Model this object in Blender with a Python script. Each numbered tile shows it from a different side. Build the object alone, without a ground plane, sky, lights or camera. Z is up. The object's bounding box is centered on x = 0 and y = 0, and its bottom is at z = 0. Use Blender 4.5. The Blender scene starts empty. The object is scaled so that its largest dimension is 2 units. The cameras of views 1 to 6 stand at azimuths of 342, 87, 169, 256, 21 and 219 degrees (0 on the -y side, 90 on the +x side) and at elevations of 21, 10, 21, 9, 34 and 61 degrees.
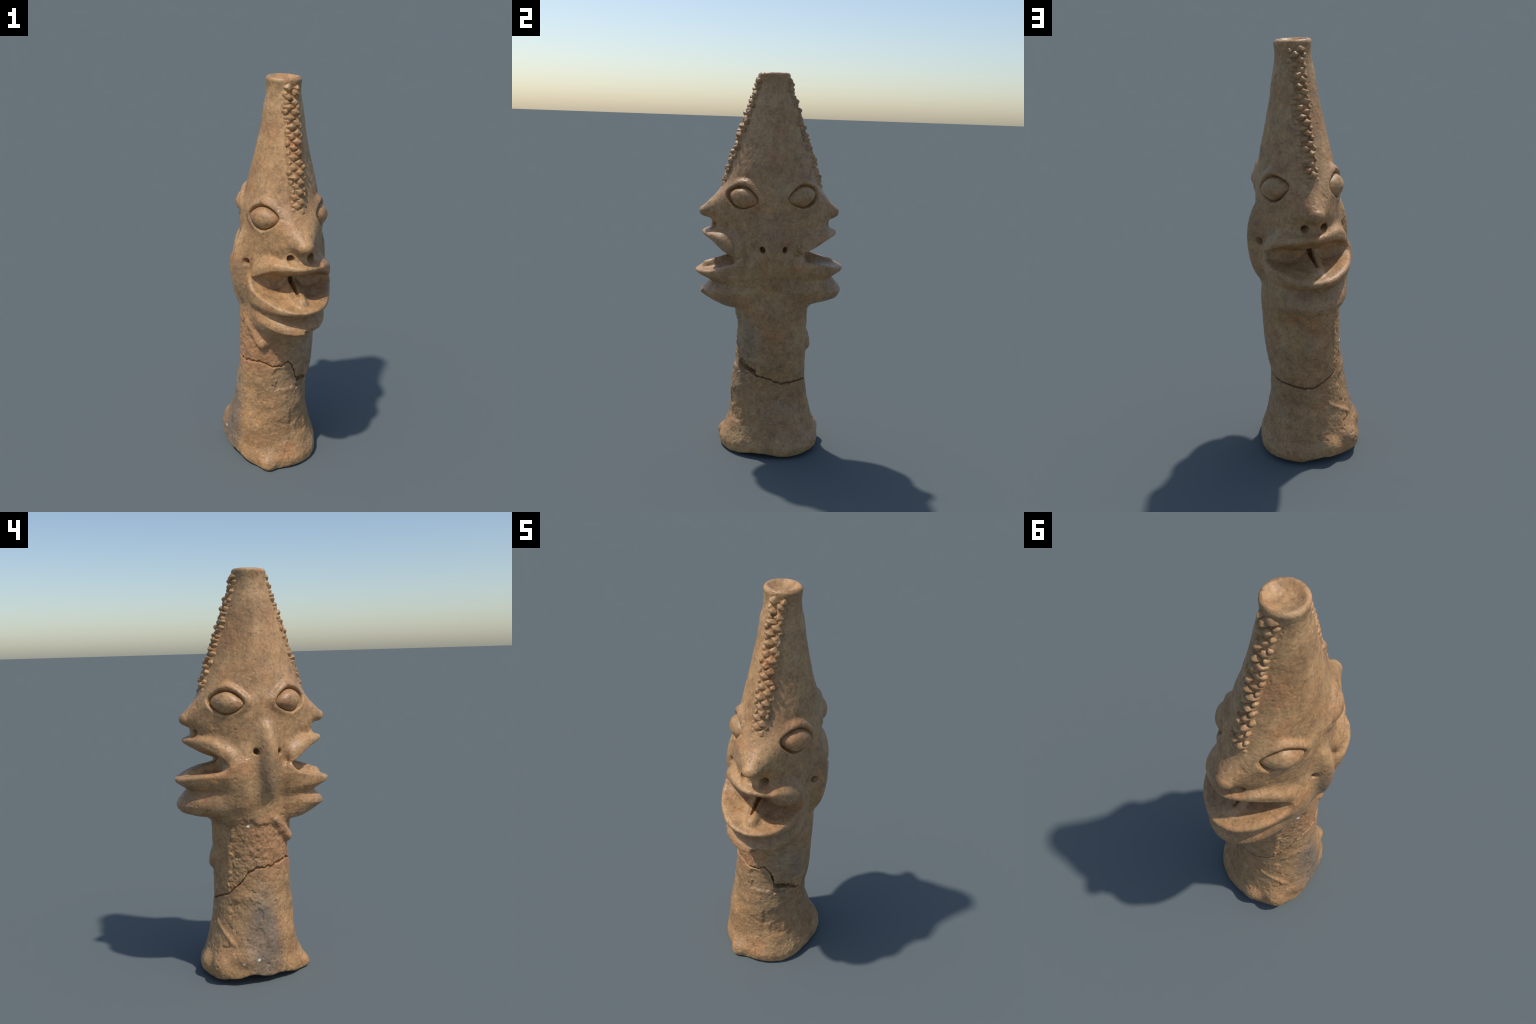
"""Two-faced fired-clay figurine: a tall conical headdress with knobbed crests, two
back-to-back beaked faces (nose, plate-like lips, chin roll, bulging eyes, pierced ears),
a cracked cylindrical neck and a flared, broken foot.

The clay body is modelled as one smooth implicit surface (profiles + lips + nose + ...),
meshed once, roughened, and then separated by region into named parts.
Eyeballs and crest knobs are separate objects."""
import bpy, math
import numpy as np
from mathutils import Vector, Matrix

H = 0.0033                      # meshing step of the clay surface (metres)
rng = np.random.default_rng(7)

# ----------------------------------------------------------------------------- noise
_perm = np.random.default_rng(11).permutation(4096).astype(np.int64)
_val = np.random.default_rng(12).uniform(-1, 1, 4096)


def vnoise(p):
    """smooth value noise at points p (N,3), in -1..1"""
    i = np.floor(p).astype(np.int64)
    f = p - i
    f = f * f * f * (f * (f * 6 - 15) + 10)
    out = 0.0
    for dx in (0, 1):
        wx = f[:, 0] if dx else 1 - f[:, 0]
        for dy in (0, 1):
            wy = f[:, 1] if dy else 1 - f[:, 1]
            for dz in (0, 1):
                wz = f[:, 2] if dz else 1 - f[:, 2]
                h = _perm[(i[:, 0] + dx) & 4095]
                h = _perm[(h + i[:, 1] + dy) & 4095]
                h = _perm[(h + i[:, 2] + dz) & 4095]
                out = out + wx * wy * wz * _val[h]
    return out


def fbm(p, freq, octaves=3, seed=0.0, gain=0.5):
    a, s, out = 1.0, 0.0, 0.0
    for _ in range(octaves):
        out = out + a * vnoise(p * freq + seed)
        s += a
        a *= gain
        freq *= 2.03
        seed += 17.3
    return out / s


def sstep(a, b, x):
    t = np.clip((x - a) / (b - a), 0, 1)
    return t * t * (3 - 2 * t)


def smin(a, b, k):
    h = np.maximum(k - np.abs(a - b), 0) / k
    return np.minimum(a, b) - h * h * k * 0.25


def smax(a, b, k):
    return -smin(-a, -b, k)


# ----------------------------------------------------------------------------- grid
LO = np.array([-0.315, -0.425, -0.02])
HI = np.array([0.315, 0.425, 2.02])
N = np.ceil((HI - LO) / H).astype(int) + 1
AX = [(LO[i] + H * np.arange(N[i])).astype(np.float32) for i in range(3)]
F = np.full(N, 1.0, np.float32)


class Box:
    """a window of the grid with its coordinates"""

    def __init__(self, lo, hi):
        self.s = tuple(slice(max(0, int((lo[i] - LO[i]) / H)), min(N[i], int((hi[i] - LO[i]) / H) + 2)) for i in range(3))
        self.x = AX[0][self.s[0]][:, None, None]
        self.y = AX[1][self.s[1]][None, :, None]
        self.z = AX[2][self.s[2]][None, None, :]


def add(box, d, k):
    F[box.s] = smin(F[box.s], d.astype(np.float32), k)


def cut(box, d, k):
    F[box.s] = smax(F[box.s], -d.astype(np.float32), k)


def ellipsoid(box, c, r, axes=None):
    dx, dy, dz = box.x - c[0], box.y - c[1], box.z - c[2]
    if axes is not None:
        q = [dx * a[0] + dy * a[1] + dz * a[2] for a in axes]
    else:
        q = [dx, dy, dz]
    k0 = np.sqrt(sum((q[i] / r[i]) ** 2 for i in range(3)))
    k1 = np.sqrt(sum((q[i] / r[i] ** 2) ** 2 for i in range(3))) + 1e-6
    return k0 * (k0 - 1) / k1


def ellipse2(u, w, A, B):
    k0 = np.sqrt((u / A) ** 2 + (w / B) ** 2)
    k1 = np.sqrt((u / A ** 2) ** 2 + (w / B ** 2) ** 2) + 1e-6
    return k0 * (k0 - 1) / k1


def super2(u, w, A, B, n):
    """(normalised radius, distance) of a superellipse whose exponent may vary"""
    uu, ww = np.abs(u) / A + 1e-5, np.abs(w) / B + 1e-5
    f = (uu ** n + ww ** n) ** (1 / n)
    g = f ** (1 - n) * np.sqrt((uu ** (n - 1) / A) ** 2 + (ww ** (n - 1) / B) ** 2)
    return f, (f - 1) / np.maximum(g, 1.0)


def capsule(box, a, b, ra, rb, wide=1.0):
    """tapered capsule from a to b, optionally widened in x"""
    ab = np.subtract(b, a)
    ab[0] /= wide
    px, py, pz = (box.x - a[0]) / wide, box.y - a[1], box.z - a[2]
    t = np.clip((px * ab[0] + py * ab[1] + pz * ab[2]) / float(ab @ ab), 0, 1)
    return np.sqrt((px - t * ab[0]) ** 2 + (py - t * ab[1]) ** 2 + (pz - t * ab[2]) ** 2) - (ra + (rb - ra) * t)


def around(pts, m):
    p = np.array(pts)
    return Box(p.min(0) - m, p.max(0) + m)


# ----------------------------------------------------------------------------- body: profile of the shaft
# radius of the neck and foot in twelve directions (every 30 degrees from +x), by height
SHAFT = [
    (-0.03, [.232, .258, .282, .285, .285, .262, .228, .228, .240, .236, .236, .228]),
    (0.04, [.237, .275, .295, .298, .302, .282, .238, .236, .240, .242, .243, .233]),
    (0.12, [.213, .240, .256, .273, .280, .272, .235, .222, .213, .213, .211, .205]),
    (0.20, [.190, .212, .230, .250, .250, .246, .230, .217, .200, .191, .187, .181]),
    (0.30, [.172, .180, .205, .227, .224, .217, .215, .198, .190, .188, .180, .167]),
    (0.40, [.168, .178, .203, .215, .210, .203, .201, .190, .184, .178, .169, .161]),
    (0.50, [.184, .194, .207, .213, .206, .192, .187, .187, .180, .167, .166, .177]),
    (0.64, [.188, .192, .205, .213, .204, .191, .188, .187, .176, .162, .170, .184]),
    (0.78, [.190, .196, .207, .213, .205, .191, .188, .187, .181, .177, .181, .188]),
]
# half-width in x and y (and centre) of the head and the headdress, by height
HEAD = [
    (0.86, .189, .205, 0, 0, 2.0), (0.94, .195, .210, 0, 0, 2.0), (1.06, .201, .225, 0, 0, 2.0), (1.14, .199, .245, 0, 0, 2.0),
    (1.21, .193, .268, 0, 0, 2.0), (1.28, .190, .276, 0, 0, 2.05), (1.36, .187, .270, 0, 0, 2.1), (1.43, .174, .250, 0, 0, 1.80),
    (1.50, .164, .229, 0, 0, 1.66), (1.575, .148, .203, -.002, -.002, 1.58), (1.67, .127, .171, -.004, -.004, 1.56),
    (1.75, .110, .143, -.005, -.005, 1.65), (1.84, .096, .112, -.007, -.006, 1.8), (1.90, .0830, .090, -.008, -.006, 1.95),
    (1.935, .0800, .0815, -.008, -.006, 2.0), (1.965, .0825, .0825, -.008, -.006, 2.0), (1.985, .0860, .0860, -.008, -.006, 2.0), (2.10, .0865, .0865, -.008, -.006, 2.0),
]


def pchip_rows(zk, rows, z):
    """shape-preserving interpolation down the rows of a table"""
    zk = np.array(zk, float)
    rows = np.array(rows, float)
    h = np.diff(zk)[:, None]
    d = np.diff(rows, axis=0) / h
    m = np.zeros_like(rows)
    m[0], m[-1] = d[0], d[-1]
    same = d[:-1] * d[1:] > 0
    w1, w2 = 2 * h[1:] + h[:-1], h[1:] + 2 * h[:-1]
    m[1:-1] = np.where(same, (w1 + w2) / (w1 / np.where(same, d[:-1], 1) + w2 / np.where(same, d[1:], 1)), 0)
    i = np.clip(np.searchsorted(zk, z) - 1, 0, len(zk) - 2)
    t = ((np.clip(z, zk[0], zk[-1]) - zk[i]) / h[i, 0])[:, None]
    t2, t3, hh = t * t, t * t * t, h[i]
    return (2 * t3 - 3 * t2 + 1) * rows[i] + (t3 - 2 * t2 + t) * hh * m[i] + (-2 * t3 + 3 * t2) * rows[i + 1] + (t3 - t2) * hh * m[i + 1]


ang12 = np.radians(np.arange(12) * 30)
rows, zk = [], []
for z, r in SHAFT:
    zk.append(z)
    rows.append(list(r) + [0, 0])
for z, a, b, cx, cy, _n in HEAD:
    zk.append(z)
    rows.append(list(a * b / np.sqrt((b * np.cos(ang12)) ** 2 + (a * np.sin(ang12)) ** 2)) + [cx, cy])
NA = 720
prof = pchip_rows(zk, rows, AX[2].astype(float))
# periodic band-limited interpolation of the twelve directions
tt = np.linspace(0, 2 * np.pi, NA, endpoint=False)
ft = np.fft.rfft(prof[:, :12], axis=1) / 12
basis = np.array([np.exp(1j * k * tt) * (1 if k in (0, 6) else 2) for k in range(7)])
RT = (ft @ basis).real                                        # (nz, NA)
elip = pchip_rows([q[0] for q in HEAD], [(q[1], q[2], q[5]) for q in HEAD], AX[2].astype(float))
ea, eb, en = elip[:, :1], elip[:, 1:2], elip[:, 2:]
exact = (np.abs(np.cos(tt) / ea) ** en + np.abs(np.sin(tt) / eb) ** en) ** (-1 / en)      # superellipse sections
wgt = sstep(0.80, 0.88, AX[2].astype(float))[:, None]
RT = RT * (1 - wgt) + exact * wgt

# the crack that runs once round the neck: height by direction (degrees)
CRACK = [(0, .418), (22, .388), (45, .385), (61, .388), (88, .380), (107, .408), (128, .437), (143, .489), (157, .546),
         (171, .567), (195, .570), (208, .588), (217, .593), (231, .590), (247, .569), (263, .569), (276, .588), (287, .552), (293, .500),
         (297, .462), (320, .446), (340, .428), (360, .418)]
deg = np.degrees(tt)
crack_z = np.interp(deg, [c[0] for c in CRACK], [c[1] for c in CRACK])
jag = fbm(np.stack([np.cos(tt) * 3, np.sin(tt) * 3, tt * 0], 1), 3.0, 4, 5.0)
crack_z = crack_z + 0.010 * jag
# flake scar above the crack: where the slip has come off (upper limit by direction)
FLAKE = [(0, .36), (118, .36), (124, .48), (128, .60), (130, .66), (132, .74), (134, .785), (142, .812), (160, .795), (173, .782), (186, .786), (200, .800), (208, .770), (218, .705),
         (232, .672), (243, .70), (256, .735), (272, .735), (292, .708), (299, .66), (301, .610), (318, .545), (335, .500), (345, .455), (350, .36), (360, .36)]
flake_top = np.interp(deg, [c[0] for c in FLAKE], [c[1] for c in FLAKE]) + 0.014 * fbm(np.stack([np.cos(tt) * 3, np.sin(tt) * 3, tt * 0], 1), 4.0, 4, 9.0)
zz = AX[2].astype(float)[:, None]
jagz = 0.010 * fbm(np.stack([np.cos(tt)[None, :] * 0.2 + zz * 0, np.sin(tt)[None, :] * 0.2 + zz * 0, zz + tt[None, :] * 0], -1).reshape(-1, 3), 22, 3, 3.0).reshape(RT.shape)
edge_wob = 9 * fbm(np.stack([zz[:, 0], zz[:, 0] * 0, zz[:, 0] * 0], 1), 26, 3, 31.0)
ft2 = np.array([np.interp((deg + e) % 360, deg, flake_top) for e in edge_wob])
inflake = sstep(-.003, .003, ft2 - zz + jagz * .5) * (zz > crack_z[None, :])
RT = RT + 0.0035 * (1 - inflake) * (zz > crack_z[None, :]) * (1 - sstep(.80, .86, zz)) * ((deg > 125) & (deg < 350))[None, :] - 0.004 * inflake

# sunk ledges and chips on the front of the foot
def patch(z0, z1, d0, d1, depth, soft=.006, wob=.012, seed=1.0):
    n = wob * fbm(np.stack([np.cos(tt)[None, :] * .25 + zz * 0, np.sin(tt)[None, :] * .25 + zz * 0, zz + 0 * tt[None, :]], -1).reshape(-1, 3), 30, 3, seed).reshape(RT.shape)
    m = sstep(-soft, soft, zz - z0 + n) * sstep(-soft, soft, z1 - zz + n) * sstep(-soft * 4, soft * 4, (deg - d0)[None, :] / 57.3 * .2 * 4 + n * 9) * sstep(-soft * 4, soft * 4, (d1 - deg)[None, :] / 57.3 * .2 * 4 + n * 9)
    return depth * m


RT = RT - patch(.440, .560, 250, 293, .008, .005, .014, 2.0)
RT = RT - patch(.430, .500, 297, 338, .022, .006, .012, 3.0)
RT = RT - patch(.235, .320, 278, 312, .006, .006, .016, 4.0)
RT = RT - patch(.160, .236, 292, 312, .005, .006, .012, 5.0)
RT = RT - patch(.17, .40, 132, 172, .005, .012, .03, 6.0)
RT = RT + .006 * np.exp(-((zz - (.268 - (deg[None, :] - 114) * .003)) / .010) ** 2) * ((deg > 108) & (deg < 142))[None, :]

x, y = AX[0][:, None], AX[1][None, :]
crack_half = 0.0040 + 0.002 * np.clip(jag[::-1], 0, 1)
gap = np.interp(deg, [0, 280, 288, 296, 303, 325, 345, 360], [0, 0, .004, .007, .010, .009, .001, 0])
for k in range(N[2]):
    z = float(AX[2][k])
    cx, cy = prof[k, 12], prof[k, 13]
    th = np.arctan2(y - cy, x - cx) % (2 * np.pi)
    rho = np.hypot(x - cx, y - cy)
    fi = th / (2 * np.pi) * NA
    i0 = fi.astype(int) % NA
    fr = fi - np.floor(fi)
    i1 = (i0 + 1) % NA
    R = RT[k, i0] * (1 - fr) + RT[k, i1] * fr
    d = (rho - R) * 0.92
    if .34 < z < .64:
        cz = crack_z[i0] * (1 - fr) + crack_z[i1] * fr
        hw = crack_half[i0] + gap[i0]
        slot = np.maximum(np.abs(z - cz) - hw, (R - rho) - (.020 + 2.2 * gap[i0]))
        d = np.maximum(d, -slot)
    F[:, :, k] = d

# foot: uneven underside, standing on a few points
b = Box((-.4, -.42, -.03), (.4, .42, .12))
lift = .003 + .046 * np.exp(-((b.x + .24) ** 2 + (b.y - .09) ** 2) / .008) + .028 * np.exp(-((b.x + .22) ** 2 + (b.y + .08) ** 2) / .006) \
    + .018 * np.exp(-((b.x - .23) ** 2 + (b.y + .03) ** 2) / .010) + .020 * np.exp(-((b.x + .19) ** 2 + (b.y - .22) ** 2) / .004) \
    - .003 * np.exp(-((b.x + .085) ** 2 + (b.y + .22) ** 2) / .004) + .030 * np.exp(-((b.x + .03) ** 2 + (b.y - .30) ** 2) / .010) + .012 * np.exp(-((b.x - .18) ** 2 + (b.y - .23) ** 2) / .006)
F[b.s] = smax(F[b.s], (lift - b.z).astype(np.float32) + 0 * F[b.s], .014)
# lumps on the rim of the foot
for c, r in [((-.095, -.218, .030), .032), ((-.168, .220, .085), .044), ((-.06, .262, .078), .034), ((-.222, .105, .12), .026)]:
    b = around([c], r + .03)
    add(b, np.sqrt((b.x - c[0]) ** 2 + (b.y - c[1]) ** 2 + (b.z - c[2]) ** 2) - r, .04)
F[Box((-.4, -.42, -.03), (.4, .42, -.0001)).s] = np.maximum(F[Box((-.4, -.42, -.03), (.4, .42, -.0001)).s], .004)

# dished top of the headdress
top = Box((-.13, -.13, 1.9), (.13, .13, 2.03))
rim_h = 1.994 + .030 * (top.y + .006) + .0 * top.x + 0 * top.z
F[top.s] = smax(F[top.s], (top.z - rim_h).astype(np.float32), .026)
cut(top, ellipsoid(top, (-.008, -.006, 2.004), (.068, .068, .036)), .008)

# crest bands on both sides of the headdress (the knobs sit on them)
def crest_w(z):
    """outward reach of the headdress surface at x = 0, by height"""
    return np.interp(z, [q[0] for q in HEAD], [q[2] for q in HEAD])


for s in (-1, 1):
    b = Box((-.10, -.34 if s < 0 else .04, 1.38), (.10, -.04 if s < 0 else .34, 1.98))
    w = s * b.y + (.006 if s < 0 else -.006) * 0
    surf = pchip_rows([q[0] for q in HEAD], [q[1:3] for q in HEAD], b.z.ravel().astype(float))[:, 1][None, None, :]
    cyc = np.interp(b.z.ravel(), [q[0] for q in HEAD], [q[4] for q in HEAD])[None, None, :] * s
    d = smax(smax(np.abs(b.x + .004) - .034, w - (surf + cyc + .0030 - 3.0 * (b.x + .003) ** 2), .006), np.maximum(1.405 - b.z, b.z - 1.95), .02) * .85
    d = np.maximum(d, (surf - .03) - w)
    add(b, d, .006)

# ----------------------------------------------------------------------------- two faces
FACES = {
    -1: dict(  # front face: lips lower, chin chipped
        jaw=[(.740, .150), (.755, .200), (.765, .250), (.790, .293), (.822, .338), (.845, .366), (.862, .358), (.885, .336), (.908, .308), (.922, .322), (.940, .360), (.954, .387), (.966, .393), (.99, .394), (1.2, .394)],
        rim=[(.0, 1.075), (.14, 1.064), (.16, 1.054), (.175, 1.041), (.19, 1.032), (.23, 1.019), (.28, 1.000), (.32, .986), (.37, .977), (.40, .972)],
        roof=[(.0, 1.058), (.16, 1.060), (.20, 1.070), (.229, 1.082), (.285, 1.112), (.345, 1.150), (.38, 1.175)],
        lip_w=.362, droop=6.0, follow=.50, lip_top=[(.10, 1.235), (.24, 1.215), (.30, 1.201), (.36, 1.180), (.40, 1.165)],
        nose_a=(0.0, .153, 1.350), nose_b=(.004, .346, 1.276), nostrils=[(-.046, .296, 1.208), (.049, .296, 1.207)],
        tongue=[(.004, .165, 1.024), (.006, .328, .989)], slot=[(-.003, .150, 1.056), (-.003, .298, 1.034)]),
    1: dict(
        jaw=[(.740, .180), (.764, .219), (.790, .250), (.811, .318), (.833, .363), (.853, .381), (.873, .387), (.895, .378), (.920, .355), (.945, .331), (.956, .346), (.979, .382), (.992, .391), (1.02, .392), (1.2, .392)],
        rim=[(.0, 1.090), (.14, 1.076), (.155, 1.064), (.17, 1.055), (.19, 1.050), (.23, 1.044), (.28, 1.035), (.32, 1.025), (.37, 1.012), (.40, 1.005)],
        roof=[(.0, 1.076), (.15, 1.080), (.20, 1.088), (.263, 1.116), (.334, 1.164), (.37, 1.188)],
        lip_w=.350, droop=3.0, follow=.62, lip_top=[(.10, 1.245), (.24, 1.228), (.29, 1.215), (.348, 1.196), (.40, 1.182)],
        nose_a=(0.0, .143, 1.360), nose_b=(-.006, .329, 1.287), nostrils=[(.036, .290, 1.226), (-.050, .290, 1.223)],
        tongue=[(-.006, .160, 1.040), (-.008, .316, 1.012)], slot=[(-.006, .150, 1.076), (-.012, .290, 1.060)]),
}
W0 = .10


def lip_plan(fc, u, w):
    """outline of the upper lip seen from above and the height of its underside"""
    n = np.where(u < 0, 1.50, 2.0) + 0 * w
    f, plan = super2(u, np.maximum(w - W0, 0), .209, fc['lip_w'] - W0, n)
    mixw = np.where(u < 0, .65, fc['follow'])
    weff = mixw * (W0 + np.clip(f, 0, 1.2) * (fc['lip_w'] - W0)) + (1 - mixw) * w
    zu = np.interp(weff, [r[0] for r in fc['roof']], [r[1] for r in fc['roof']]) - np.where(u < 0, 4.5, fc['droop']) * np.clip(np.abs(u) - .09, 0, 1) ** 2
    return f, plan, zu


for s, fc in FACES.items():
    def P(p):
        return (p[0], s * p[1], p[2])

    # jaw: lower lip and chin roll, lofted half-ellipses
    b = Box((-.27, -.42 if s < 0 else 0.0, .70), (.27, 0.0 if s < 0 else .42, 1.14))
    w = s * b.y
    u = b.x
    tilt = .16
    zt = b.z - np.where(b.z < .93, 1, 0) * 0
    zc = b.z - tilt * np.clip(.36 - w, 0, .3) * (1 - sstep(.87, .93, b.z))
    B = np.interp(zc, [j[0] for j in fc['jaw']], [j[1] for j in fc['jaw']]) - W0
    B = np.maximum(B, .03)
    zg = .905 if s < 0 else .945
    A = np.interp(b.z, [.72, .77, .82, .87, zg, zg + .05, 1.02, 1.06], [.145, .158, .178, .187, .188, .204, .212, .205])
    A = A - .034 * (np.clip(.17 - w, 0, .13) / .13) ** 1.5
    d = ellipse2(u, np.maximum(w - W0, 0), A, B) * .72
    zr = np.interp(w, [r[0] for r in fc['rim']], [r[1] for r in fc['rim']]) + ((.004 - .04 * u) * sstep(.22, .30, w) if s < 0 else 0 * u)
    d = smax(d, (b.z - zr) * .9, .016)
    d = smax(d, .03 - w, .04)
    if s < 0:  # the bite broken out of the front of the chin
        wob = .010 * np.sin(b.x * 95 + w * 60) + .006 * np.sin(b.x * 210 + b.z * 150)
        bite = smax(b.z - (.872 - (.362 - w) * .80 + wob), np.abs(b.x - .088) - .066 + .4 * wob, .012)
        d = np.maximum(d, -bite * .8)
    add(b, d, .022)

    # upper lip: a plate sloping down to the corners of the mouth
    b = Box((-.27, -.42 if s < 0 else .08, 1.02), (.27, -.08 if s < 0 else .42, 1.30))
    w = s * b.y
    u = b.x
    f, plan, zu = lip_plan(fc, u, w)
    ztop = np.interp(w, [r[0] for r in fc['lip_top']], [r[1] for r in fc['lip_top']]) - 1.6 * u * u - 8 * np.clip(np.abs(u) - .12, 0, 1) ** 2
    d = smax(plan, (zu - b.z) * .85, .012)
    d = smax(d, (b.z - (ztop - .004)) * .9, .014)
    d = smax(d, .13 - w, .05)
    add(b, d, .024)

    # nose
    a_, b_ = P(fc['nose_a']), P(fc['nose_b'])
    b = around([a_, b_], .19)
    d = capsule(b, a_, b_, .118, .031, 1.3)
    d = smax(d, ((1.222 if s < 0 else 1.236) + .45 * (s * b.y - .30) - b.z) * .9, .014)
    add(b, d, .035)
    b = around([P((0, .235, 1.25))], .14)
    add(b, ellipsoid(b, P((0, .232, 1.248 + (.012 if s > 0 else 0))), (.092, .066, .034)), .055)      # base of the nose
    p, q = P((0, .22, 1.235 + (.012 if s > 0 else 0))), P((0, .281 - (.006 if s > 0 else 0), 1.208 + (.014 if s > 0 else 0)))
    b = around([p, q], .12)
    add(b, capsule(b, p, q, .045, .027, 2.3), .02)          # philtrum

    # mouth opening between roof and rim, with the dished floor of the lower lip
    b = Box((-.27, -.425 if s < 0 else .09, .93), (.27, -.09 if s < 0 else .425, 1.22))
    w = s * b.y
    u = b.x
    _f, _p, zu = lip_plan(fc, u, w)
    zr = np.interp(w, [r[0] for r in fc['rim']], [r[1] for r in fc['rim']]) + ((.004 - .04 * u) * sstep(.22, .30, w) if s < 0 else 0 * u)
    zu = np.maximum(zu, np.interp(w, [r[0] for r in fc['roof']], [r[1] for r in fc['roof']]) - .004)
    e2 = (u / .192) ** 2 + ((w - .13) / .232) ** 2
    floor = zr - .019 * np.clip(1 - e2, 0, 1) ** .7 * (.35 + .65 * sstep(.03, .09, np.abs(u)))
    roof = zu + .008 * np.clip(1 - (u / .17) ** 2 - ((w - .20) / .13) ** 2, 0, 1)
    d = smax(floor - b.z, b.z - roof, .006) * .85
    d = smax(d, (.180 - .25 * np.clip(np.abs(u) - .10, 0, .1)) - w, .015)
    cut(b, d, .010)

    # tongue with its slit
    p, q = P(fc['tongue'][0]), P(fc['tongue'][1])
    b = around([p, q], .10)
    add(b, capsule(b, p, q, .046, .027, 1.0), .018)
    p, q = P(fc['slot'][0]), P(fc['slot'][1])
    b = around([p, q], .06)
    ab = np.subtract(q, p)
    t = np.clip(((b.x - p[0]) * ab[0] + (b.y - p[1]) * ab[1] + (b.z - p[2]) * ab[2]) / float(ab @ ab), 0, 1)
    d = np.sqrt(((b.x - p[0] - t * ab[0]) / (.014 - .005 * t)) ** 2 + ((b.y - p[1] - t * ab[1]) / .014) ** 2 + ((b.z - p[2] - t * ab[2]) / .030) ** 2) - 1
    cut(b, d * .011, .006)

    # nostrils
    for p in fc['nostrils']:
        p = P(p)
        q = (p[0], p[1] - s * .05, p[2] + .012)
        p2 = (p[0], p[1] + s * .02, p[2] - .006)
        b = around([p2, q], .04)
        cut(b, capsule(b, p2, q, .0185, .014), .005)

# ears: a soft upright ridge on each side, pierced on both flanks
for sx, cy in ((-1, -.030), (1, .008)):
    b = Box((-.30 if sx < 0 else .10, -.16, .80), (-.10 if sx < 0 else .30, .16, 1.34))
    add(b, ellipsoid(b, (sx * .190, cy, 1.088), (.058, .049, .175)), .040)
for p in [(.214, -.046, 1.108), (.211, .064, 1.110), (-.212, .029, 1.134), (-.208, -.084, 1.128)]:
    sx = math.copysign(1, p[0])
    p2, q = (p[0] + sx * .03, p[1] * 1.25, p[2] - .003), (p[0] - sx * .045, p[1] * .85, p[2] + .004)
    b = around([p2, q], .035)
    cut(b, capsule(b, p2, q, .0190, .014), .005)

# eye sockets with raised lids
EYES = []
for c, tilt_ in [((-.131, -.151, 1.372), 6), ((.133, -.149, 1.367), 9), ((.128, .150, 1.381), 11), ((-.133, .150, 1.370), 5)]:
    sx, sy = math.copysign(1, c[0]), math.copysign(1, c[1])
    n = np.array([sx * math.sin(math.radians(55)), sy * math.cos(math.radians(55)), .05])
    n /= np.linalg.norm(n)
    t = np.cross((0, 0, 1), n)                      # along the eye, towards the ear
    t = t if t[1] * sy < 0 else -t
    t /= np.linalg.norm(t)
    up = np.cross(n, t)
    up = up if up[2] > 0 else -up
    a = math.radians(-tilt_)
    t, up = math.cos(a) * t + math.sin(a) * up, math.cos(a) * up - math.sin(a) * t
    EYES.append((np.array(c), n, t, up))
    b = around([c], .17)
    dx, dy, dz = b.x - c[0], b.y - c[1], b.z - c[2]
    qn = dx * n[0] + dy * n[1] + dz * n[2]
    qt = dx * t[0] + dy * t[1] + dz * t[2]
    qu = dx * up[0] + dy * up[1] + dz * up[2]
    # almond: narrower towards the ear
    shrink = 1 - .30 * np.clip(np.abs(qt) / .09, 0, 1) ** 1.6
    ring = ellipse2(qt, qu / shrink, .101, .069)
    bend = qn + 1.5 * qt ** 2                      # lids follow the face backwards
    brow = sstep(-.02, .05, qu)
    lid = np.sqrt(ring ** 2 + (bend + .001 - .002 * brow) ** 2) - (.0145 + .0025 * brow)
    add(b, lid, .022)
    sock = np.sqrt((qt / .095) ** 2 + (qu / shrink / .0630) ** 2 + ((bend - .032) / .056) ** 2) - 1
    cut(b, sock * .05, .008)

# fuller cheek beside one mouth corner
b = Box((-.30, -.02, .78), (-.05, .22, 1.20))
add(b, ellipsoid(b, (-.160, .092, .995), (.046, .070, .130)), .055)

# lump and drips of clay on the neck
for p, q, r in [((-.175, -.07, .79), (-.125, -.135, .700), .021), ((.0, .205, .625), (.01, .208, .565), .027), ((-.03, .20, .60), (.03, .203, .60), .018), ((-.13, -.115, .72), (-.115, -.14, .70), .016)]:
    b = around([p, q], .08)
    add(b, capsule(b, p, q, r * .8, r), .02)


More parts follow.
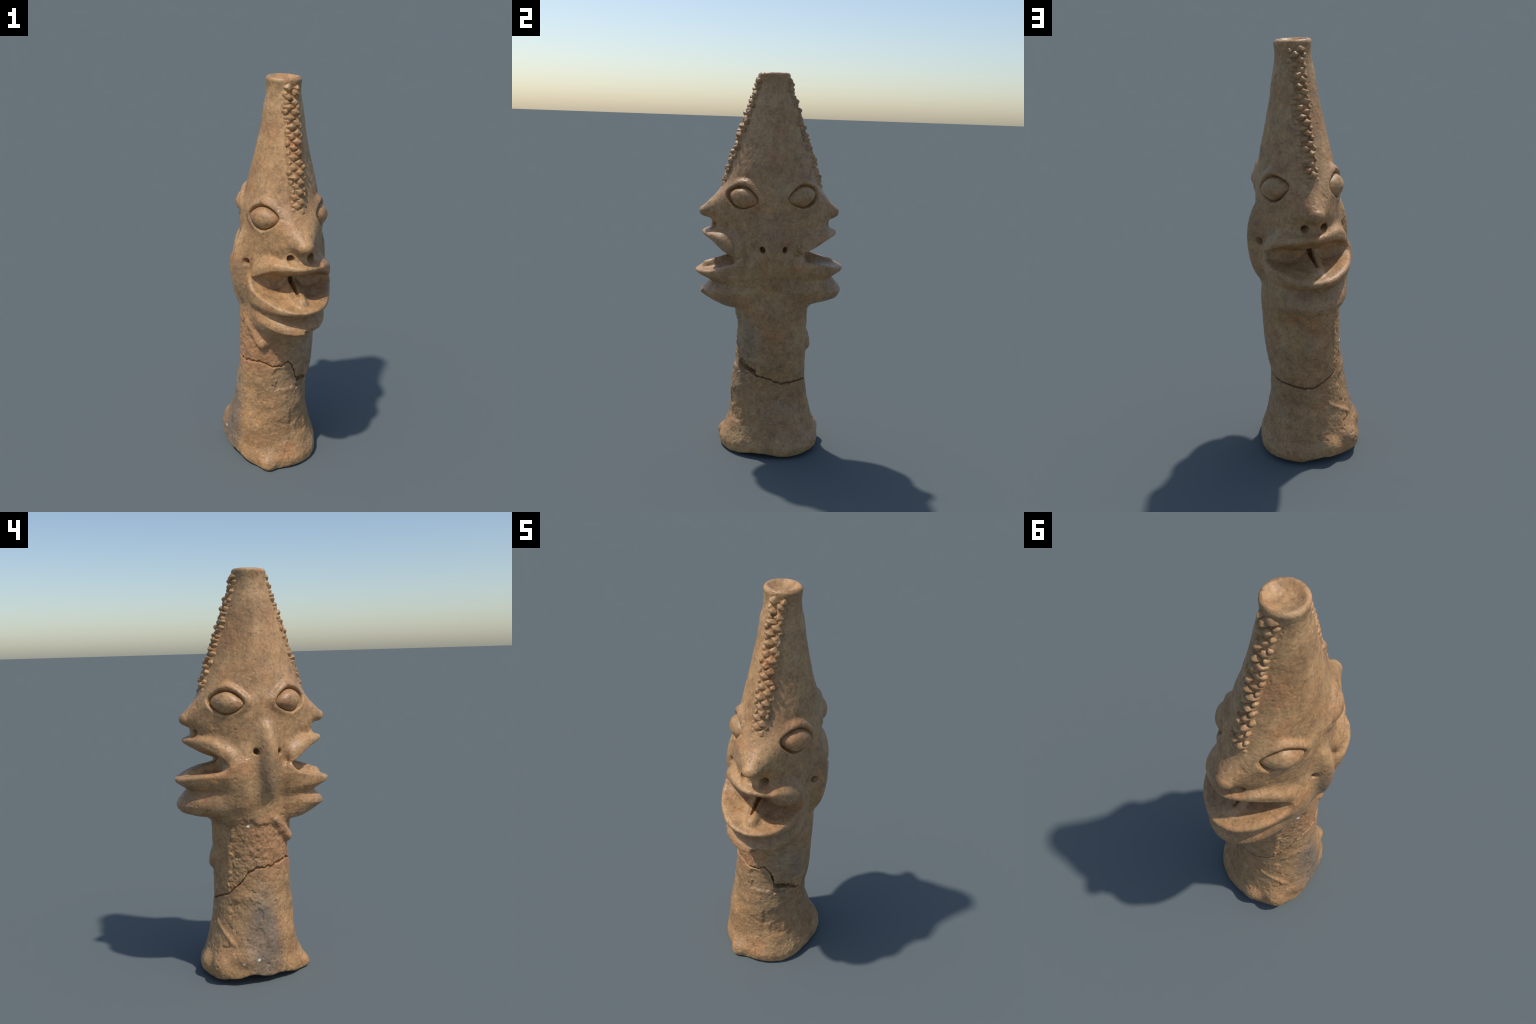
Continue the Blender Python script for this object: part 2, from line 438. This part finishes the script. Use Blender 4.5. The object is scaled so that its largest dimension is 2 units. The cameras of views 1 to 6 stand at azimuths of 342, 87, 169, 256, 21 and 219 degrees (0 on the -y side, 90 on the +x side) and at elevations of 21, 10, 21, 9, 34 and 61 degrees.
# ----------------------------------------------------------------------------- meshing (surface nets)
def surface_nets(F, lo, h):
    ins = F < 0
    cells = np.zeros(np.array(F.shape) - 1, np.uint8)
    nx, ny, nz = cells.shape
    for dx in (0, 1):
        for dy in (0, 1):
            for dz in (0, 1):
                cells += ins[dx:dx + nx, dy:dy + ny, dz:dz + nz]
    act = np.argwhere((cells > 0) & (cells < 8))
    corner = np.array([(i, j, k) for i in (0, 1) for j in (0, 1) for k in (0, 1)])
    v = np.stack([F[act[:, 0] + c[0], act[:, 1] + c[1], act[:, 2] + c[2]] for c in corner], 1).astype(float)
    acc, cnt = np.zeros((len(act), 3)), np.zeros(len(act))
    for a in range(8):
        for b in range(a + 1, 8):
            if np.abs(corner[a] - corner[b]).sum() != 1:
                continue
            va, vb = v[:, a], v[:, b]
            m = (va < 0) != (vb < 0)
            t = np.where(m, va / np.where(m, va - vb, 1), 0)
            acc += m[:, None] * (corner[a] + t[:, None] * (corner[b] - corner[a]))
            cnt += m
    pts = lo + h * (act + acc / cnt[:, None])
    idx = np.full(cells.shape, -1, np.int32)
    idx[tuple(act.T)] = np.arange(len(act))
    quads = []
    for ax in range(3):
        o1, o2 = [(1, 2), (2, 0), (0, 1)][ax]
        sl0 = [slice(1, -1)] * 3
        sl1 = [slice(1, -1)] * 3
        sl0[ax], sl1[ax] = slice(0, -1), slice(1, None)
        a, b_ = ins[tuple(sl0)], ins[tuple(sl1)]
        for flip in (False, True):
            e = np.argwhere((a & ~b_) if not flip else (~a & b_))
            off = np.ones(3, int)
            off[ax] = 0
            e = e + off
            c = []
            for d1, d2 in ((-1, -1), (0, -1), (0, 0), (-1, 0)):
                g = e.copy()
                g[:, o1] += d1
                g[:, o2] += d2
                c.append(idx[tuple(g.T)])
            q = np.stack(c, 1)
            quads.append(q[:, ::-1] if flip else q)
    return pts, np.concatenate(quads)


V, Q = surface_nets(F, LO, H)
# keep the outer shell only (largest connected piece)
lab = np.arange(len(V))
for _ in range(400):
    m = lab[Q].min(1)
    new = lab.copy()
    for j in range(4):
        np.minimum.at(new, Q[:, j], m)
    new = new[new]
    if (new == lab).all():
        break
    lab = new
main = np.bincount(lab).argmax()
keepf = lab[Q[:, 0]] == main
Q = Q[keepf]
used = np.unique(Q)
remap = np.full(len(V), -1)
remap[used] = np.arange(len(used))
V, Q = V[used], remap[Q]


def vertex_normals(V, Q):
    fn = np.cross(V[Q[:, 2]] - V[Q[:, 0]], V[Q[:, 3]] - V[Q[:, 1]])
    n = np.zeros_like(V)
    for j in range(4):
        np.add.at(n, Q[:, j], fn)
    return n / (np.linalg.norm(n, axis=1, keepdims=True) + 1e-12)


def relax(V, Q, it, f):
    cnt = np.bincount(Q.ravel(), minlength=len(V)) * 2.0
    for _ in range(it):
        a = np.zeros_like(V)
        for j in range(4):
            np.add.at(a, Q[:, j], V[Q[:, (j + 1) % 4]] + V[Q[:, (j + 3) % 4]])
        V = V + f * (a / cnt[:, None] - V)
    return V


V = relax(V, Q, 3, .5)
NRM = vertex_normals(V, Q)

# ----------------------------------------------------------------------------- surface relief
z = V[:, 2]
th = np.degrees(np.arctan2(V[:, 1], V[:, 0])) % 360
rough = 1 - sstep(.76, .86, z)                                         # shaft and foot are coarse
flk = np.interp(th, np.degrees(tt), flake_top)
ckz = np.interp(th, np.degrees(tt), crack_z)
scar = sstep(-.01, .004, flk - z) * sstep(-.004, .004, z - ckz)          # raw clay above the crack
front_low = sstep(.10, .18, z) * (1 - sstep(.46, .56, z)) * sstep(200, 230, th) * (1 - sstep(310, 330, th))
disp = .0022 * fbm(V, 9, 2, 1.0) + .0012 * fbm(V, 34, 3, 2.0) + .0006 * fbm(V, 120, 2, 3.0)
disp += rough * (.0026 * fbm(V, 22, 3, 4.0) + .0010 * fbm(V, 90, 2, 5.0))
rid = 1 - np.abs(fbm(V * np.array([1, 1, 1.3]), 42, 3, 6.0)) * 2.2
disp += scar * (.0046 * fbm(V, 34, 4, 7.0, .6) - .0012 * np.clip(rid, 0, 1) + .0006)
disp += front_low * (.0042 * fbm(V * np.array([1, 1, 1.5]), 19, 4, 8.0) - .001)
pits = np.clip(fbm(V, 75, 2, 21.0) - .42, 0, 1)
disp -= pits * (.006 + .004 * rough)
V = V + NRM * disp[:, None]
V[:, 2] -= V[:, 2].min()
V[:, 2] *= 2.0 / V[:, 2].max()
NRM = vertex_normals(V, Q)


# ----------------------------------------------------------------------------- materials
def clay(name, seed, tone=1.0, knob=False):
    m = bpy.data.materials.new(name)
    m.use_nodes = True
    nt = m.node_tree
    nd, lk = nt.nodes, nt.links
    nd.clear()
    out = nd.new("ShaderNodeOutputMaterial")
    bs = nd.new("ShaderNodeBsdfPrincipled")
    lk.new(bs.outputs[0], out.inputs[0])
    co = nd.new("ShaderNodeNewGeometry").outputs["Position"] if knob else nd.new("ShaderNodeTexCoord").outputs["Object"]

    def noise(scale, detail=4, rough_=.55, w=0.0, vec=None):
        n = nd.new("ShaderNodeTexNoise")
        n.inputs["Scale"].default_value = scale
        n.inputs["Detail"].default_value = detail
        n.inputs["Roughness"].default_value = rough_
        mp = nd.new("ShaderNodeMapping")
        mp.inputs["Location"].default_value = (seed + w, w * 1.7, -w)
        lk.new(vec or co, mp.inputs[0])
        lk.new(mp.outputs[0], n.inputs["Vector"])
        return n.outputs["Fac"]

    def ramp(fac, *stops):
        r = nd.new("ShaderNodeValToRGB")
        e = r.color_ramp.elements
        while len(e) < len(stops):
            e.new(.5)
        for el, (p, c) in zip(e, stops):
            el.position = p
            el.color = (c, c, c, 1) if isinstance(c, (int, float)) else (*c, 1)
        lk.new(fac, r.inputs[0])
        return r.outputs[0]

    def mix(fac, a, b, mode='MIX'):
        n = nd.new("ShaderNodeMix")
        n.data_type = 'RGBA'
        n.blend_type = mode
        for sock, v in ((n.inputs["Factor"], fac), (n.inputs["A"], a), (n.inputs["B"], b)):
            pass
        fa = n.inputs[0]
        A_, B_ = n.inputs[6], n.inputs[7]
        for sock, v in ((fa, fac), (A_, a), (B_, b)):
            if hasattr(v, "is_linked") or hasattr(v, "links"):
                lk.new(v, sock)
            elif isinstance(v, tuple):
                sock.default_value = (*v, 1)
            else:
                sock.default_value = v
        return n.outputs[2]

    def math_(op, a, b=0.0, clamp=False):
        n = nd.new("ShaderNodeMath")
        n.operation = op
        n.use_clamp = clamp
        for i, v in enumerate((a, b)):
            if isinstance(v, (int, float)):
                n.inputs[i].default_value = v
            else:
                lk.new(v, n.inputs[i])
        return n.outputs[0]

    def blob(c, r, soft=.5, wob=.35, ws=9.0):
        """soft-edged ellipsoidal patch with a ragged border"""
        mp = nd.new("ShaderNodeMapping")
        mp.vector_type = 'TEXTURE'
        mp.inputs["Location"].default_value = c
        mp.inputs["Scale"].default_value = r
        lk.new(co, mp.inputs[0])
        ln = nd.new("ShaderNodeVectorMath")
        ln.operation = 'LENGTH'
        lk.new(mp.outputs[0], ln.inputs[0])
        d = math_('ADD', ln.outputs["Value"], math_('MULTIPLY', math_('SUBTRACT', noise(ws, 5, .6, c[2] * 3), .5), wob * 2))
        mr = nd.new("ShaderNodeMapRange")
        mr.inputs["From Min"].default_value = 1 + soft / 2
        mr.inputs["From Max"].default_value = 1 - soft / 2
        lk.new(d, mr.inputs["Value"])
        return mr.outputs[0]

    base = ramp(noise(5.5, 5, .6, 1.0), (.30, (.345 * tone, .186 * tone, .080 * tone)), (.50, (.425 * tone, .240 * tone, .106 * tone)), (.70, (.490 * tone, .294 * tone, .136 * tone)))
    # rusty and grey-olive clouds
    base = mix(ramp(noise(9, 4, .6, 5.0), (.50, 0), (.70, .70)), base, (.450, .205, .082))
    base = mix(ramp(noise(7, 5, .65, 9.0), (.55, 0), (.75, .50)), base, (.285, .198, .110))
    if not knob:
        # worn raw clay of the scar: redder; smoke-grey cloud on one flank of the foot; dark stains
        base = mix(math_('MULTIPLY', blob((-.14, -.06, .66), (.17, .17, .15), .5, .4, 7), .70), base, (.405, .205, .095))
        base = mix(math_('MULTIPLY', blob((-.225, .02, .20), (.10, .085, .24), .9, .45, 8), .80), base, (.165, .140, .112))
        base = mix(math_('MULTIPLY', blob((-.235, -.04, 1.02), (.06, .055, .11), .9, .5, 12), .45), base, (.190, .150, .100))
        base = mix(math_('MULTIPLY', blob((.14, -.13, .62), (.10, .10, .13), .6, .3, 8), .45), base, (.185, .160, .125))
        base = mix(math_('MULTIPLY', blob((.05, -.17, .42), (.16, .12, .16), .8, .5, 9), .40), base, (.215, .150, .090))
    base = mix(ramp(noise(3.6, 5, .62, 21.0), (.50, 0), (.68, .55)), base, (.290, .168, .082))
    base = mix(1.0, base, ramp(noise(24, 5, .7, 6.0), (.30, .66), (.50, 1.0), (.70, 1.18)), 'MULTIPLY')
    # grain: fine mottling, dark pits, pale mica and grit specks
    g = ramp(noise(70, 4, .7, 2.0), (.28, .74), (.50, 1.0), (.72, 1.20))
    base = mix(1.0, base, g, 'MULTIPLY')
    vor = nd.new("ShaderNodeTexVoronoi")
    vor.inputs["Scale"].default_value = 95
    lk.new(co, vor.inputs["Vector"])
    wn = nd.new("ShaderNodeTexWhiteNoise")
    lk.new(vor.outputs["Position"], wn.inputs["Vector"])
    near = ramp(math_('ADD', vor.outputs["Distance"], math_('MULTIPLY', math_('SUBTRACT', noise(160, 3, .6, 8.0), .5), .55)), (.16, 1), (.36, 0))
    pick_d = math_('GREATER_THAN', wn.outputs["Value"], .86)
    pick_l = math_('LESS_THAN', wn.outputs["Value"], .10)
    base = mix(math_('MULTIPLY', math_('MULTIPLY', near, pick_d), .55), base, (.150, .088, .048))
    base = mix(math_('MULTIPLY', math_('MULTIPLY', near, pick_l), .42), base, (.64, .48, .30))
    if not knob:
        for c, r in [((-.239, .055, .123), .011), ((-.232, .11, .120), .007), ((-.225, .118, .105), .008), ((-.176, .075, .775), .010), ((.236, .012, 1.105), .006), ((-.245, .130, .11), .006)]:
            base = mix(blob(c, (r, r, r * .8), .4, .25, 60), base, (.72, .70, .64))
    lk.new(base, bs.inputs["Base Color"])
    rg = ramp(noise(14, 4, .6, 13.0), (.30, .36), (.70, .58))
    lk.new(rg, bs.inputs["Roughness"])
    bs.inputs["Specular IOR Level"].default_value = .42
    bp = nd.new("ShaderNodeBump")
    bp.inputs["Strength"].default_value = .22
    bp.inputs["Distance"].default_value = .004
    hsum = math_('ADD', noise(130, 4, .65, 3.0), math_('MULTIPLY', noise(45, 3, .6, 4.0), .8))
    lk.new(hsum, bp.inputs["Height"])
    lk.new(bp.outputs[0], bs.inputs["Normal"])
    return m


CLAY = clay("fired_clay", 3.0)
CLAY_KNOB = clay("fired_clay_knob", 3.0, .96, True)

# ----------------------------------------------------------------------------- objects
thing = bpy.data.objects.new("two_faced_figurine", None)
bpy.context.collection.objects.link(thing)
thing["label"] = "tall two-faced fired clay figurine with knobbed conical headdress"
thing["category"] = "clay figurine"


def link(name, me, parent=thing):
    o = bpy.data.objects.new(name, me)
    o.parent = parent
    bpy.context.collection.objects.link(o)
    return o


# regions of the one clay surface
C = V[Q].mean(1)
cx, cy, cz = C.T
aw, au = np.abs(cy), np.abs(cx)
sgn = np.where(cy < 0, -1, 1)
region = np.full(len(Q), 0)
names = ["head", "neck", "foot", "headdress", "crest", "crest", "nose", "nose", "upper_lip", "upper_lip", "lower_lip", "lower_lip", "chin", "chin", "ear", "ear", "tongue", "tongue"]
region[cz < .80] = 1
region[cz < .26] = 2
region[cz > 1.452 - .3 * np.clip(au - .03, 0, .1)] = 3
surf_c = np.interp(cz, [q[0] for q in HEAD], [q[2] for q in HEAD])
region[(np.abs(cx + .004) < .036) & (cz > 1.405) & (cz < 1.95) & (aw > surf_c - .016)] = 4
region[(region == 4) & (cy > 0)] = 5
for i, s in enumerate((-1, 1)):
    fc, me_ = FACES[s], cy * s > 0
    roof = np.interp(aw, [r[0] for r in fc['roof']], [r[1] for r in fc['roof']])
    rim = np.interp(aw, [r[0] for r in fc['rim']], [r[1] for r in fc['rim']])
    zg = .908 if s < 0 else .946
    nb = np.array([fc['nose_b'][0], fc['nose_b'][2]])
    region[me_ & (region == 0) & (cz > (1.222 if s < 0 else 1.236) + .4 * (aw - .3)) & (aw > .245 + .5 * au) & (au < .085) & (cz < 1.40)] = 6 + i
    jaw = me_ & (cz < rim + .004) & (aw > .165)
    region[jaw & (cz >= zg)] = 10 + i
    region[me_ & (cz < zg) & (cz > .775) & (aw > .185 + .4 * np.clip(au - .13, 0, 1)) & (region < 2)] = 12 + i
    region[me_ & (cz > roof - .006) & (cz < (1.205 if s < 0 else 1.218)) & (aw > .175) & (region == 0) & (aw > .30 - .8 * np.clip(1.20 - cz, 0, .2))] = 8 + i
    t0, t1 = fc['tongue']
    line = np.interp(aw, [t0[1], t1[1]], [t0[2], t1[2]])
    region[me_ & (np.abs(cx - t0[0]) < .036) & (aw > .14) & (aw < .345) & (cz > line - .02) & (cz < roof - .012) & (cz < rim + .06)] = 16 + i
for i, (sx, ey) in enumerate(((-1, -.03), (1, .008))):
    region[(cx * sx > .15) & (((cy - ey) / .062) ** 2 + ((cz - 1.09) / .17) ** 2 < 1) & (region == 0)] = 14 + i

for r in range(len(names)):
    f = Q[region == r]
    if len(f) == 0:
        continue
    vi = np.unique(f)
    rm = np.full(len(V), -1)
    rm[vi] = np.arange(len(vi))
    me = bpy.data.meshes.new(names[r])
    me.from_pydata(V[vi].tolist(), [], rm[f].tolist())
    me.polygons.foreach_set("use_smooth", np.ones(len(f), bool))
    me.normals_split_custom_set_from_vertices(NRM[vi].tolist())
    me.materials.append(CLAY)
    link(names[r], me)


# eyeballs: almond clay pellets pressed into the sockets
def eyeball_mesh(name, seed):
    nu, nv = 64, 40
    a = np.linspace(0, 2 * np.pi, nu, endpoint=False)
    b_ = np.linspace(0, np.pi, nv)
    pts = np.array([[math.sin(q) * math.cos(p), math.sin(q) * math.sin(p), math.cos(q)] for q in b_ for p in a])
    fs = [[i * nu + j, (i + 1) * nu + j, (i + 1) * nu + (j + 1) % nu, i * nu + (j + 1) % nu] for i in range(nv - 1) for j in range(nu)]
    t_, u_, n_ = pts.T
    sh = 1 - .30 * np.clip(np.abs(t_), 0, 1) ** 1.6
    out = np.stack([t_ * .087, u_ * .0540 * sh, n_ * .050], 1)
    out[:, 2] -= 1.3 * out[:, 0] ** 2
    out += pts * (.0016 * fbm(pts + seed, 3.0, 3, seed))[:, None] + pts * (.0005 * fbm(pts + seed, 14.0, 2, seed))[:, None]
    me = bpy.data.meshes.new(name)
    me.from_pydata(out.tolist(), [], fs)
    me.polygons.foreach_set("use_smooth", np.ones(len(fs), bool))
    me.materials.append(CLAY_KNOB)
    return me


for i, (c, n, t, up) in enumerate(EYES):
    o = link("eyeball", eyeball_mesh("eyeball", 3.1 * i + 1))
    if np.dot(np.cross(t, up), n) < 0:
        o.data.flip_normals()
    M = Matrix(((t[0], up[0], n[0], 0), (t[1], up[1], n[1], 0), (t[2], up[2], n[2], 0), (0, 0, 0, 1)))
    o.matrix_local = Matrix.Translation(Vector((c - n * .003).tolist())) @ M


# crest knobs: blunt four-sided pellets left between crossing cuts
def knob_mesh(seed):
    g = np.random.default_rng(seed)
    nu, nv = 20, 10
    vs, fs = [], []
    for i in range(nv):
        q = math.pi * .5 * i / (nv - 1) if i else 0.0
        for j in range(nu):
            p = 2 * math.pi * j / nu
            cp, sp = math.cos(p), math.sin(p)
            e = 1 / (abs(cp) ** 1.2 + abs(sp) ** 1.2) ** (1 / 1.2)      # rounded diamond
            r = math.sin(q)
            vs.append((e * r * cp, e * r * sp, max(0.0, 1 - r ** 2.2) ** .8))
    for j in range(nu):                                                     # skirt, buried in the band
        vs.append((vs[(nv - 1) * nu + j][0], vs[(nv - 1) * nu + j][1], -.6))
    for i in range(nv):
        for j in range(nu):
            fs.append((i * nu + j, (i + 1) * nu + j, (i + 1) * nu + (j + 1) % nu, i * nu + (j + 1) % nu))
    v = np.array(vs)
    v += .13 * np.stack([fbm(v, 1.6, 2, seed * 3.3 + k) for k in range(3)], 1)
    me = bpy.data.meshes.new("crest_knob")
    me.from_pydata(v.tolist(), [], fs)
    me.polygons.foreach_set("use_smooth", np.ones(len(fs), bool))
    me.materials.append(CLAY_KNOB)
    return me


KNOBS = [knob_mesh(s) for s in range(6)]
for s in (-1, 1):
    row = 0
    zc = 1.954 if s < 0 else 1.957
    pitch = .0212
    while zc > 1.412:
        fade = float(sstep(1.40, 1.50, np.array(zc))) * .45 + .55
        side = 1 if row % 2 else -1
        for col, off, big in ((side * .50, 0.0, 1.0), (-side * 1.18, rng.uniform(-.25, .25), rng.uniform(.40, .68))):
            zz_ = zc - off * pitch + rng.uniform(-.003, .003)
            if zz_ < 1.408:
                continue
            xx = -.003 + col * .0240 + rng.uniform(-.005, .005) + (.003 if s < 0 else -.002)
            wv = np.interp(zz_, [q[0] for q in HEAD], [q[2] for q in HEAD])
            cyv = np.interp(zz_, [q[0] for q in HEAD], [q[4] for q in HEAD])
            dz = .02
            slope = (np.interp(zz_ - dz, [q[0] for q in HEAD], [q[2] for q in HEAD]) - np.interp(zz_ + dz, [q[0] for q in HEAD], [q[2] for q in HEAD])) / (2 * dz)
            n = Vector((xx * 4.0, s, slope * .8)).normalized()
            up = Vector((0, -s * slope, 1)).normalized()
            up = (up - n * up.dot(n)).normalized()
            t = up.cross(n).normalized()
            sc = (rng.uniform(.0250, .0305) * big, rng.uniform(.0190, .0225) * (.6 + .4 * big), rng.uniform(.0165, .0290) * (.35 + .65 * big) * fade)
            o = link("crest_knob", KNOBS[rng.integers(len(KNOBS))])
            rot = Matrix((t, up, n)).transposed().to_4x4()
            loc = Vector((xx, s * (wv + .000 - abs(xx) * .15) + cyv, zz_))
            o.matrix_local = Matrix.Translation(loc) @ rot @ Matrix.Rotation(s * .30 + rng.uniform(-.25, .25), 4, 'Z') @ Matrix.Diagonal((*sc, 1))
        row += 1
        zc -= pitch * rng.uniform(.93, 1.07)
print("verts", len(V), "faces", len(Q), "min", V.min(0), "max", V.max(0))
